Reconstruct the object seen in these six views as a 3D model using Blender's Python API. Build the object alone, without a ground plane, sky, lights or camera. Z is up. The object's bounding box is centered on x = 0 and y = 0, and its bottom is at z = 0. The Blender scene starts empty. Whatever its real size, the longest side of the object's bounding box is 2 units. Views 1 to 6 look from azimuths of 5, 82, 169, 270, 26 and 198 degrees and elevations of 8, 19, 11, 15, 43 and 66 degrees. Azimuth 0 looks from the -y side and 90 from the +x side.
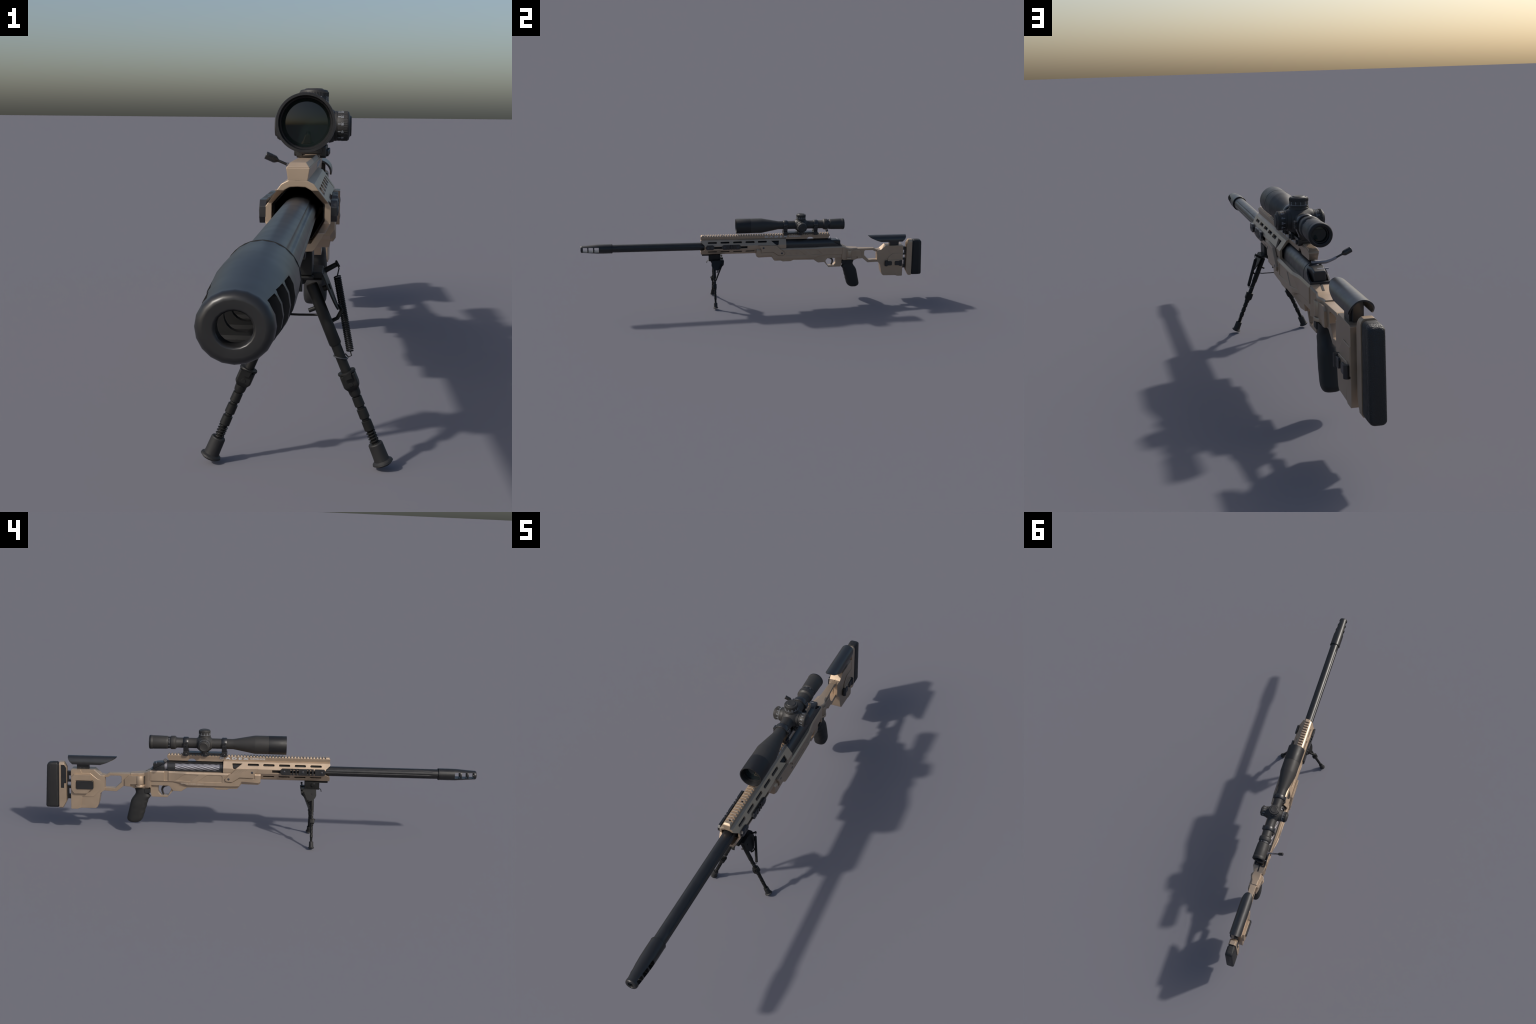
import bpy, bmesh, math, random
from mathutils import Matrix, Vector
from math import sin, cos, pi, radians, sqrt

random.seed(7)
# ---------------------------------------------------------------- frame
# The rifle is described level, bore along y (muzzle at -y, butt at +y), and
# then pitched so that the muzzle rides about one degree high on its bipod.
PITCH = 0.017
TILT = Matrix.Translation((0, 0, 0.3)) @ Matrix.Rotation(-PITCH, 4, 'X') @ Matrix.Translation((0, 0, -0.3))
BORE = 0.3420          # height of the bore axis
OPTIC = 0.4590         # height of the scope axis

col = bpy.context.scene.collection


# ---------------------------------------------------------------- materials
def material(name, base, rough, metallic=0.0, vary=0.12, scale=40.0, bump=0.0, bump_scale=400.0,
             spec=0.5, rough_vary=0.06, coat=0.0, bump_kind='noise', edge=0.0):
    m = bpy.data.materials.new(name)
    m.use_nodes = True
    nt = m.node_tree
    n, l = nt.nodes, nt.links
    b = n['Principled BSDF']
    b.inputs['Metallic'].default_value = metallic
    b.inputs['Specular IOR Level'].default_value = spec
    b.inputs['Coat Weight'].default_value = coat
    tc = n.new('ShaderNodeTexCoord')
    no = n.new('ShaderNodeTexNoise')
    no.inputs['Scale'].default_value = scale
    no.inputs['Detail'].default_value = 5
    l.new(tc.outputs['Object'], no.inputs['Vector'])
    ramp = n.new('ShaderNodeValToRGB')
    ramp.color_ramp.elements[0].position = 0.3
    ramp.color_ramp.elements[1].position = 0.7
    ramp.color_ramp.elements[0].color = (*[c * (1 - vary) for c in base], 1)
    ramp.color_ramp.elements[1].color = (*[c * (1 + vary) for c in base], 1)
    l.new(no.outputs['Fac'], ramp.inputs['Fac'])
    l.new(ramp.outputs['Color'], b.inputs['Base Color'])
    mr = n.new('ShaderNodeMapRange')
    mr.inputs['From Min'].default_value = 0.3
    mr.inputs['From Max'].default_value = 0.7
    mr.inputs['To Min'].default_value = max(0.02, rough - rough_vary)
    mr.inputs['To Max'].default_value = rough + rough_vary
    l.new(no.outputs['Fac'], mr.inputs['Value'])
    l.new(mr.outputs['Result'], b.inputs['Roughness'])
    if edge:
        bv = n.new('ShaderNodeBevel')
        bv.samples = 8
        bv.inputs['Radius'].default_value = edge
        l.new(bv.outputs['Normal'], b.inputs['Normal'])
    if bump:
        if bump_kind == 'voronoi':
            t2 = n.new('ShaderNodeTexVoronoi')
            out = t2.outputs['Distance']
        else:
            t2 = n.new('ShaderNodeTexNoise')
            t2.inputs['Detail'].default_value = 3
            out = t2.outputs['Fac']
        t2.inputs['Scale'].default_value = bump_scale
        l.new(tc.outputs['Object'], t2.inputs['Vector'])
        bp = n.new('ShaderNodeBump')
        bp.inputs['Strength'].default_value = bump
        bp.inputs['Distance'].default_value = 0.001
        l.new(out, bp.inputs['Height'])
        if edge:
            l.new(bv.outputs['Normal'], bp.inputs['Normal'])
        l.new(bp.outputs['Normal'], b.inputs['Normal'])
    return m


TAN = material('tan_cerakote', (0.415, 0.315, 0.226), 0.42, metallic=0.57, vary=0.04, scale=25, spec=0.5, edge=0.0018, rough_vary=0.03)
STEEL = material('black_barrel_steel', (0.014, 0.014, 0.0145), 0.37, vary=0.12, scale=30, spec=0.5, rough_vary=0.03)
BLACK = material('black_anodised', (0.012, 0.012, 0.0125), 0.38, vary=0.15, scale=60, spec=0.7, edge=0.0010)
SCOPE = material('scope_matt_grey', (0.028, 0.0264, 0.0248), 0.54, vary=0.08, scale=50, spec=0.42, edge=0.0008)
SHADE = material('scope_sunshade_black', (0.008, 0.008, 0.009), 0.50, vary=0.08, scale=50, spec=0.45)
POLY = material('black_polymer', (0.014, 0.014, 0.014), 0.60, vary=0.12, scale=70, bump=0.15, bump_scale=900, spec=0.4)
CHEEK = material('glossy_black_moulding', (0.014, 0.014, 0.0145), 0.36, vary=0.1, scale=60, spec=0.8, rough_vary=0.04)
RUBBER = material('black_rubber', (0.012, 0.012, 0.0125), 0.62, vary=0.15, scale=80, spec=0.45)
PEBBLE = material('pebbled_rubber', (0.012, 0.012, 0.0125), 0.50, vary=0.2, scale=120, bump=0.8, bump_scale=430, spec=0.5, bump_kind='voronoi')
BIPOD = material('bipod_parkerised', (0.009, 0.0092, 0.009), 0.50, vary=0.2, scale=60, spec=0.27)
SILVER = material('bolt_bright_steel', (0.27, 0.265, 0.290), 0.46, metallic=0.85, vary=0.08, scale=60)
SCREW = material('screw_grey_steel', (0.065, 0.067, 0.075), 0.40, metallic=0.5, vary=0.25, scale=200)
INK = material('pale_ink', (0.50, 0.52, 0.55), 0.55, vary=0.12, scale=90)
INK2 = material('faded_ink', (0.55, 0.53, 0.52), 0.55, vary=0.12, scale=200)
INK3 = material('worn_ink', (0.42, 0.36, 0.30), 0.5, vary=0.2, scale=200)
RINGINK = material('ring_ink', (0.12, 0.125, 0.135), 0.5, vary=0.15, scale=90)
INKDIM = material('dim_dial_ink', (0.26, 0.27, 0.29), 0.55, vary=0.15, scale=90)
LINING = material('cheek_lining', (0.10, 0.085, 0.07), 0.8, vary=0.35, scale=300, bump=0.5, bump_scale=500)
DARK = material('near_black', (0.006, 0.006, 0.006), 0.6, vary=0.1, scale=60)  # near black, used inside the handguard and for the dark ring, slot and gap

LENS = bpy.data.materials.new('coated_lens')
LENS.use_nodes = True
_b = LENS.node_tree.nodes['Principled BSDF']
_lw = LENS.node_tree.nodes.new('ShaderNodeLayerWeight')
_lw.inputs['Blend'].default_value = 0.35
_rp = LENS.node_tree.nodes.new('ShaderNodeValToRGB')
_rp.color_ramp.elements[0].color = (0.006, 0.012, 0.011, 1)
_rp.color_ramp.elements[1].color = (0.012, 0.016, 0.026, 1)
LENS.node_tree.links.new(_lw.outputs['Facing'], _rp.inputs['Fac'])
LENS.node_tree.links.new(_rp.outputs['Color'], _b.inputs['Base Color'])
_b.inputs['Roughness'].default_value = 0.06
_b.inputs['Specular IOR Level'].default_value = 0.5
_b.inputs['Coat Weight'].default_value = 0.0


# ---------------------------------------------------------------- geometry kit
class Geo:
    """A growing bag of vertices and faces."""

    def __init__(self):
        self.v, self.f = [], []

    def add(self, other, mat=None):
        o = len(self.v)
        for p in other.v:
            self.v.append(tuple(mat @ Vector(p)) if mat else tuple(p))
        self.f += [tuple(i + o for i in f) for f in other.f]
        return self


def loft(rings, closed_ends=True):
    g = Geo()
    n = len(rings[0])
    for r in rings:
        g.v += [tuple(p) for p in r]
    for k in range(len(rings) - 1):
        a, b = k * n, (k + 1) * n
        for i in range(n):
            j = (i + 1) % n
            g.f.append((a + i, a + j, b + j, b + i))
    if closed_ends:
        g.f.append(tuple(range(n))[::-1])
        g.f.append(tuple(range((len(rings) - 1) * n, len(rings) * n)))
    return g


def side(pts, x0, x1):
    """Outline in (y, z) pushed through from x0 to x1."""
    return loft([[(x0, y, z) for y, z in pts], [(x1, y, z) for y, z in pts]])


def along(pts, y0, y1):
    """Outline in (x, z) pushed along the bore."""
    return loft([[(x, y0, z) for x, z in pts], [(x, y1, z) for x, z in pts]])


def box(x0, x1, y0, y1, z0, z1):
    return side([(y0, z0), (y1, z0), (y1, z1), (y0, z1)], x0, x1)


def turn(profile, n=48, start=0.0, closed=False):
    """Lathe (position, radius) pairs about local +z."""
    g = Geo()
    for h, r in profile:
        for i in range(n):
            a = start + 2 * pi * i / n
            g.v.append((r * cos(a), r * sin(a), h))
    m = len(profile)
    for k in range(m if closed else m - 1):
        a, b = k * n, ((k + 1) % m) * n
        for i in range(n):
            j = (i + 1) % n
            g.f.append((a + i, a + j, b + j, b + i))
    if not closed:
        g.f.append(tuple(range(n))[::-1])
        g.f.append(tuple(range((m - 1) * n, m * n)))
    return g


def to_y(z=0.0, x=0.0):
    """local +z -> world +y, about an axis at height z"""
    return Matrix.Translation((x, 0, z)) @ Matrix.Rotation(-pi / 2, 4, 'X')


def to_x(y, z, sign=1):
    return Matrix.Translation((0, y, z)) @ Matrix.Rotation(sign * pi / 2, 4, 'Y')


def frame(p, q):
    """Matrix carrying local +z from p towards q."""
    d = (Vector(q) - Vector(p)).normalized()
    return Matrix.Translation(p) @ d.to_track_quat('Z', 'Y').to_matrix().to_4x4()


def rod(p, q, r, n=16, r2=None):
    L = (Vector(q) - Vector(p)).length
    return Geo().add(turn([(0, r), (L, r if r2 is None else r2)], n), frame(p, q))


def sweep(path, r, n=10, flat=(1, 1), cap=True):
    """Tube through points with parallel-transported frame."""
    P = [Vector(p) for p in path]
    T = []
    for i in range(len(P)):
        a = P[max(i - 1, 0)]
        b = P[min(i + 1, len(P) - 1)]
        T.append((b - a).normalized())
    u = T[0].orthogonal().normalized()
    if abs(T[0].x) < 0.9:
        u = (Vector((1, 0, 0)) - T[0] * T[0].x).normalized()
    rings = []
    for i, p in enumerate(P):
        u = (u - T[i] * u.dot(T[i])).normalized()
        w = T[i].cross(u)
        rr = r(i / (len(P) - 1)) if callable(r) else r
        rings.append([tuple(p + u * cos(2 * pi * k / n) * rr * flat[0] + w * sin(2 * pi * k / n) * rr * flat[1]) for k in range(n)])
    return loft(rings, cap)


def helix(p, q, R, r, turns, n=6, per=14):
    M = frame(p, q)
    L = (Vector(q) - Vector(p)).length
    N = int(turns * per)
    return sweep([M @ Vector((R * cos(2 * pi * turns * i / N), R * sin(2 * pi * turns * i / N), L * i / N)) for i in range(N + 1)], r, n)


def widen(g, fn):
    g.v = [(x * fn(y, z, x), y, z) for x, y, z in g.v]
    return g


def lerp_table(t, y):
    if y <= t[0][0]:
        return t[0][1]
    for (a, va), (b, vb) in zip(t, t[1:]):
        if y <= b:
            return va + (vb - va) * (y - a) / (b - a)
    return t[-1][1]


def raw_mesh(g, name='tmp'):
    me = bpy.data.meshes.new(name)
    me.from_pydata(g.v, [], g.f)
    bm = bmesh.new()
    bm.from_mesh(me)
    bmesh.ops.recalc_face_normals(bm, faces=bm.faces)
    bm.to_mesh(me)
    bm.free()
    return me


def part(name, g, mat, parent, cut=(), bevel=0.0, seg=2, angle=38, bevel_angle=28, tilt=True, stuff=False):
    """Turn geometry into a named child: carve, round the edges, shade, tilt."""
    me = raw_mesh(g, name)
    ob = bpy.data.objects.new(name, me)
    col.objects.link(ob)
    helpers = []
    for c in cut:
        h = bpy.data.objects.new('cutter', raw_mesh(c))
        col.objects.link(h)
        helpers.append(h)
        md = ob.modifiers.new('carve', 'BOOLEAN')
        md.operation = 'DIFFERENCE'
        md.solver = 'EXACT'
        md.object = h
    if bevel:
        md = ob.modifiers.new('round', 'BEVEL')
        md.width = bevel
        md.segments = seg
        md.limit_method = 'ANGLE'
        md.angle_limit = radians(bevel_angle)
        md.use_clamp_overlap = True
        md.miter_outer = 'MITER_ARC'
    if cut or bevel:
        dg = bpy.context.evaluated_depsgraph_get()
        dg.update()
        new = bpy.data.meshes.new_from_object(ob.evaluated_get(dg))
        ob.modifiers.clear()
        old = ob.data
        ob.data = new
        bpy.data.meshes.remove(old)
        new.name = name
    for h in helpers:
        hm = h.data
        bpy.data.objects.remove(h)
        bpy.data.meshes.remove(hm)
    me = ob.data
    me.materials.clear()
    me.materials.append(mat)
    if tilt:
        me.transform(TILT)
    me.polygons.foreach_set('use_smooth', [True] * len(me.polygons))
    me.set_sharp_from_angle(angle=radians(angle))
    me.update()
    if bevel:
        # let the broad faces rule the shading so that flats stay flat
        md = ob.modifiers.new('flats', 'WEIGHTED_NORMAL')
        md.keep_sharp = True
        md.weight = 80
        dg = bpy.context.evaluated_depsgraph_get()
        dg.update()
        new = bpy.data.meshes.new_from_object(ob.evaluated_get(dg))
        ob.modifiers.clear()
        ob.data = new
        bpy.data.meshes.remove(me)
        new.name = name
    ob.parent = parent
    if stuff:
        ob['kind'] = 'stuff'
    return ob


def lettering(name, text, size, width, M, mat, parent, depth=0.0004, bold=0.022):
    """Raised letters: text fitted to a given width, laid out by matrix M (local xy plane, z out)."""
    cu = bpy.data.curves.new('lettering', 'FONT')
    cu.body = text
    cu.extrude = depth
    cu.offset = bold
    cu.resolution_u = 3
    ob = bpy.data.objects.new('lettering', cu)
    col.objects.link(ob)
    dg = bpy.context.evaluated_depsgraph_get()
    dg.update()
    me = bpy.data.meshes.new_from_object(ob.evaluated_get(dg))
    bpy.data.objects.remove(ob)
    xs = [v.co.x for v in me.vertices]
    ys = [v.co.y for v in me.vertices]
    x0, x1, y0, y1 = min(xs), max(xs), min(ys), max(ys)
    for v in me.vertices:
        v.co = Vector(((v.co.x - x0) / (x1 - x0) * width, ((v.co.y - y0) / (y1 - y0) - 0.5) * size, v.co.z))
    me.transform(M)
    g = Geo()
    g.v = [tuple(v.co) for v in me.vertices]
    g.f = [tuple(p.vertices) for p in me.polygons]
    bpy.data.meshes.remove(me)
    if parent is None:
        return g
    return part(name, g, mat, parent)


def both(fn):
    return [fn(1), fn(-1)]


# ---------------------------------------------------------------- the thing
root = bpy.data.objects.new('sniper_rifle', None)
root.empty_display_size = 0.2
col.objects.link(root)
root['label'] = 'tan and black bolt-action rifle with scope on bipod'
root['category'] = 'rifle'

# ---------------------------------------------------------------- barrel
FLUTES = [radians(a) for a in (48, 88, 128, -48, -88, -128)]


def barrel_ring(y, R, depth, n=144):
    out = []
    for i in range(n):
        a = 2 * pi * i / n          # from the top, + towards +x
        r = R
        for f in FLUTES:
            d = abs((a - f + pi) % (2 * pi) - pi) * R
            if d < 0.0029:
                r -= depth * sqrt(max(0, 1 - (d / 0.0029) ** 2))
        out.append((r * sin(a), y, BORE + r * cos(a)))
    return out


bar = [barrel_ring(-0.83, 0.0226, 0)]
for y, d in ((-0.797, 0), (-0.793, 0.3), (-0.788, 0.65), (-0.782, 0.9), (-0.775, 1.0), (-0.5, 1.0), (-0.25, 1.0), (-0.1, 1.0), (0.0, 1.0), (0.05, 0)):
    bar.append(barrel_ring(y, 0.0228, 0.0017 * d))
bar.append(barrel_ring(0.20, 0.0228, 0))
part('barrel', loft(bar), STEEL, root, angle=50)

# muzzle brake: faceted sleeve, three square ports right through, wide bore
brake_prof = [(-0.8290, 0.0229), (-0.8290, 0.0252), (-0.8242, 0.0258), (-0.8235, 0.0266), (-0.8245, 0.0272), (-0.870, 0.0273), (-0.905, 0.0269), (-0.925, 0.0258), (-0.955, 0.0238), (-0.985, 0.0220)]
brake_prof += [(-0.9945 - 0.0065 * sin(t), 0.0165 + 0.0052 * cos(t)) for t in [k * pi / 16 for k in range(9)]]
brake_prof += [(-0.9985 - 0.0025 * cos(t), 0.0125 - 0.0023 * sin(t)) for t in [k * pi / 12 for k in range(1, 7)]]
brake_prof += [(-0.880, 0.0102), (-0.879, 0.0)]
bk = Geo().add(turn(brake_prof[:-1], 20), to_y(BORE))
for i_, (x_, y_, z_) in enumerate(bk.v):
    # the nose is drawn a little flatter than it is wide
    bk.v[i_] = (x_, y_, BORE + (z_ - BORE) * lerp_table([(-1.0, 0.93), (-0.90, 1.0)], y_))
ports = []
for y0, y1 in ((-0.9256, -0.8984), (-0.9582, -0.9308), (-0.9896, -0.9630)):
    k = 0.0140 if y0 > -0.96 else 0.0134
    c = 0.002
    ports.append(side([(y0 + c, BORE - k), (y1 - c, BORE - k), (y1, BORE - k + c), (y1, BORE + k - c), (y1 - c, BORE + k), (y0 + c, BORE + k), (y0, BORE + k - c), (y0, BORE - k + c)], -0.05, 0.05))
brake = part('muzzle_brake', bk, STEEL, root, cut=ports, bevel=0.0007, angle=32, bevel_angle=45)
part('dark_ring', Geo().add(turn([(-0.8275, 0.0250), (-0.8273, 0.02755), (-0.8258, 0.02755), (-0.8256, 0.0250)], 40, closed=True), to_y(BORE)), DARK, brake)

# ---------------------------------------------------------------- handguard
half = [(0.0, 0.3868), (0.0115, 0.3862), (0.0205, 0.3815), (0.0412, 0.3525), (0.0412, 0.3320), (0.0225, 0.3010), (0.0195, 0.2985), (0.0, 0.2975)]
inner = [(0.0, 0.3785), (0.0095, 0.3780), (0.0165, 0.3742), (0.0333, 0.3553), (0.0333, 0.3343), (0.0178, 0.3085), (0.0, 0.3065)]


def mirror(h):
    return h + [(-x, z) for x, z in h[::-1] if abs(x) > 1e-6]


guard = along(mirror(half), -0.3190, 0.1750)
cuts = [along(mirror(inner), -0.40, 0.30)]
# V-shaped bite out of the front of both side walls
cuts.append(side([(-0.345, 0.380), (-0.3235, 0.3775), (-0.2985, 0.3570), (-0.2985, 0.3320), (-0.3185, 0.3215), (-0.345, 0.318)], -0.06, 0.06))


def slot(y0, y1, z, h, x0, x1):
    n = 5
    pts = []
    for k in range(n + 1):
        a = -pi / 2 + pi * k / n
        pts.append((y1 - h + h * cos(a), z + h * sin(a)))
    for k in range(n + 1):
        a = pi / 2 + pi * k / n
        pts.append((y0 + h + h * cos(a), z + h * sin(a)))
    return side(pts, x0, x1)


bays = [(-0.280, -0.227), (-0.207, -0.1545), (-0.134, -0.082), (-0.062, -0.009), (0.010, 0.063)]
vents = Geo()
for s in (1, -1):
    a, b = (0.0235, 0.06) if s > 0 else (-0.06, -0.0235)
    for y0, y1 in bays:
        vents.add(slot(y0, y1, 0.3695, 0.0045, a * 0.5 if s > 0 else a, b if s > 0 else b * 0.5))
    for y0, y1 in bays[:4]:
        vents.add(slot(y0, y1, 0.3165, 0.0034, a * 0.5 if s > 0 else a, b if s > 0 else b * 0.5))
    vents.add(side([(0.1335, 0.3735), (0.0865, 0.3735), (0.1180, 0.3505), (0.1235, 0.3490), (0.1300, 0.3525)], a * 0.5 if s > 0 else a, b if s > 0 else b * 0.5))
    # long accessory slot along the flat of the wall
    vents.add(side([(-0.2840, 0.3365), (-0.0515, 0.3365), (-0.0515, 0.3495), (-0.2840, 0.3495)], a, b))
cuts.append(vents)
handguard = part('handguard', guard, TAN, root, cut=cuts, bevel=0.0012, seg=2, bevel_angle=24, angle=40)


dark_in = [(x * 0.93, BORE + (z - BORE) * 0.93) for x, z in inner]
dark_out = [(x * 0.975, BORE + (z - BORE) * 0.975) for x, z in inner]
part('dark_inner_shell', along(mirror(dark_out), -0.2800, 0.1700), DARK, handguard, cut=[along(mirror(dark_in), -0.35, 0.25)])  # added near-black shell just inside the tan wall, so that the vent slots look black

part('dark_rear_plate', along(mirror(dark_out), 0.1560, 0.1640), DARK, handguard)  # near-black plate closing the rear opening, so that the background does not show through

# ---------------------------------------------------------------- accessory rails on the guard walls
def cover(outline, s):
    a, b = (0.0405, 0.0490) if s > 0 else (-0.0490, -0.0405)
    return side(outline, a, b)


def chamfered(y0, y1, z0, z1, c):
    return [(y0 + c, z0), (y1 - c, z0), (y1, z0 + c), (y1, z1 - c), (y1 - c, z1), (y0 + c, z1), (y0, z1 - c), (y0, z0 + c)]


def screw(s, y, z, x, r=0.0054, depth=0.0016):
    g = Geo().add(turn([(0, r), (depth * 0.6, r), (depth, r * 0.82)], 18), to_x(y, z, s))
    g.v = [(px + s * x, py, pz) for px, py, pz in g.v]
    h = Geo().add(turn([(depth, r * 0.45), (depth + 0.0003, r * 0.42)], 6), to_x(y, z, s))
    h.v = [(px + s * x, py, pz) for px, py, pz in h.v]
    return g.add(h)


windows = [box(-0.06, -0.0432, y0, y1, 0.3255, 0.3645) for y0, y1 in ((-0.144, -0.136), (-0.159, -0.150), (-0.174, -0.1665), (-0.219, -0.2125), (-0.235, -0.2265))]
deep = [box(-0.06, -0.035, y0, y1, 0.3335, 0.3565) for y0, y1 in ((-0.1435, -0.1365), (-0.1585, -0.1505), (-0.1735, -0.167), (-0.2185, -0.213), (-0.2345, -0.227))]
deep.append(box(-0.06, -0.035, -0.249, -0.243, 0.328, 0.370))
win = Geo()
for w in windows:
    win.add(w)
dp = Geo()
for d in deep:
    dp.add(d)
rail_l = part('accessory_rail', cover(chamfered(-0.2985, -0.0895, 0.3305, 0.3600, 0.008), -1), BLACK, root, cut=[win, dp], bevel=0.0010)
for y in (-0.107, -0.193, -0.280):
    part('rail_screw', screw(-1, y, 0.3455, 0.0488), SCREW, rail_l)
grooves = Geo()
for y in (-0.1680, -0.152, -0.1375, -0.1230):
    grooves.add(box(0.0440 if abs(y + 0.1455) < 0.012 else 0.0470, 0.06, y - 0.0032, y + 0.0032, 0.325, 0.365))
rail_r = part('accessory_rail', cover(chamfered(-0.2000, -0.0890, 0.3325, 0.3602, 0.009), 1), BLACK, root, cut=[grooves], bevel=0.0010)
for y in (-0.184, -0.108):
    part('rail_screw', screw(1, y, 0.3460, 0.0488), SCREW, rail_r)
rail_f = part('accessory_rail', cover(chamfered(-0.2940, -0.2430, 0.3328, 0.3602, 0.008), 1), BLACK, root, bevel=0.0012)
for y in (-0.2785, -0.257):
    part('rail_screw', screw(1, y, 0.3455, 0.0488), SCREW, rail_f)

# ---------------------------------------------------------------- top rail with teeth
R0, R1 = -0.3190, 0.4360
web = [(0.0118, 0.3720), (0.0122, 0.3860), (0.0147, 0.4018)]
base = along([(x, z) for x, z in web] + [(-x, z) for x, z in web[::-1]], R0, R1)
rail_cut = [side([(0.175, 0.360), (0.44, 0.360), (0.44, 0.376), (0.3405, 0.376), (0.334, 0.384), (0.326, 0.3868), (0.315, 0.3872), (0.307, 0.3845), (0.301, 0.376), (0.1755, 0.376)], -0.03, 0.03),
            side([(-0.33, 0.36), (0.1755, 0.36), (0.1755, 0.3855), (-0.33, 0.3855)], -0.03, 0.03),
            side([(0.440, 0.420), (0.4260, 0.420), (0.4280, 0.4085), (0.4325, 0.4035), (0.4362, 0.396), (0.4340, 0.3885), (0.4275, 0.3755), (0.440, 0.370), (0.46, 0.37), (0.46, 0.42)], -0.03, 0.03)]
pitch = 0.01463
teeth = Geo()
y = R0
k = 0
while y < R1 - 0.012:
    first = (k == 0)
    y1 = y + (0.0205 if first else 0.0092)
    a0, a1 = (y + 0.0065 if first else y + 0.0011), y1 - 0.0011
    if y1 > 0.424:
        y1, a1 = 0.4322, 0.4282
    lo = [(0.0138, 0.4020), (-0.0138, 0.4020)]
    ring0 = [(-0.0146, y, 0.4018), (0.0146, y, 0.4018), (0.0146, y1, 0.4018), (-0.0146, y1, 0.4018)]
    ring1 = [(-0.0098, a0, 0.4085), (0.0098, a0, 0.4085), (0.0098, a1, 0.4085), (-0.0098, a1, 0.4085)]
    teeth.add(loft([ring0, ring1]))
    y += 0.0205 + pitch - 0.0092 if first else pitch
    k += 1
top_rail = part('top_rail', base, TAN, root, cut=rail_cut, bevel=0.0008)
part('rail_teeth', teeth, TAN, top_rail, bevel=0.0007, seg=2, stuff=True)
# two cap screws sunk between the teeth
for y in (-0.292, -0.190):
    part('rail_screw', Geo().add(turn([(0.4000, 0.0042), (0.4078, 0.0042), (0.4082, 0.0029)], 16), Matrix.Translation((0, y + 0.0012, 0))), SCREW, top_rail)

# lettering on both flanks of the rail
lean = math.atan2(0.0024, 0.0150)


def flank(s, y, z):
    # local x -> reading direction, local y -> up, local z -> outwards
    x = 0.0122 + (z - 0.386) / 0.0150 * 0.0024 + 0.0002
    if s < 0:
        R = Matrix(((0, -sin(lean), -cos(lean)), (-1, 0, 0), (0, cos(lean), -sin(lean)))).to_4x4()
    else:
        R = Matrix(((0, sin(lean), cos(lean)), (1, 0, 0), (0, cos(lean), -sin(lean)))).to_4x4()
    return Matrix.Translation((s * x, y, z)) @ R


lettering('lettering', 'C A D E X', 0.0106, 0.135, flank(-1, 0.1930, 0.3937), INK, top_rail, bold=0.045)
lettering('lettering', 'DEFENCE', 0.0072, 0.068, flank(-1, 0.0500, 0.3940), INK2, top_rail)
lettering('lettering', 'C A D E X', 0.0106, 0.135, flank(1, 0.0515, 0.3937), INK, top_rail, bold=0.045)
lettering('lettering', 'DEFENCE', 0.0072, 0.067, flank(1, 0.1950, 0.3940), INK2, top_rail)

# ---------------------------------------------------------------- receiver, bolt
def receiver_ring(y, r, low=0.3230, w=None):
    w = r if w is None else w
    pts = [(w, low), (w, BORE + 0.002)]
    for i in range(1, 16):
        a = pi * i / 16
        pts.append((r * cos(a), BORE + 0.002 + r * sin(a)))
    pts += [(-w, BORE + 0.002), (-w, low)]
    return [(x, y, z) for x, z in pts]


rec = loft([receiver_ring(y, 0.0292) for y in (0.172, 0.4325)])
tang = loft([receiver_ring(y, 0.0284) for y in (0.4300, 0.5080)])
tang_cut = [Geo().add(turn([(0.425, 0.0240), (0.5040, 0.0240)], 40), to_y(BORE + 0.002)),
            side([(0.4380, 0.40), (0.4380, 0.3720), (0.4500, 0.3640), (0.4660, 0.3520), (0.4900, 0.3385), (0.5200, 0.3330), (0.5200, 0.40)], -0.05, 0.05),
            box(-0.06, 0.0, 0.425, 0.4480, 0.3325, 0.40)]
port = [Geo().add(turn([(0.10, 0.0246), (0.60, 0.0246)], 40), to_y(BORE + 0.002)),
        box(-0.06, -0.0090, 0.1895, 0.3970, 0.3345, 0.3668)]
part('receiver', rec, BLACK, root, cut=port, bevel=0.0008)
part('receiver_tang', tang, BLACK, root, cut=tang_cut, bevel=0.0008)
part('receiver_nose', loft([receiver_ring(y, 0.0284) for y in (0.1770, 0.1890)]), STEEL, root)

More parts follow.
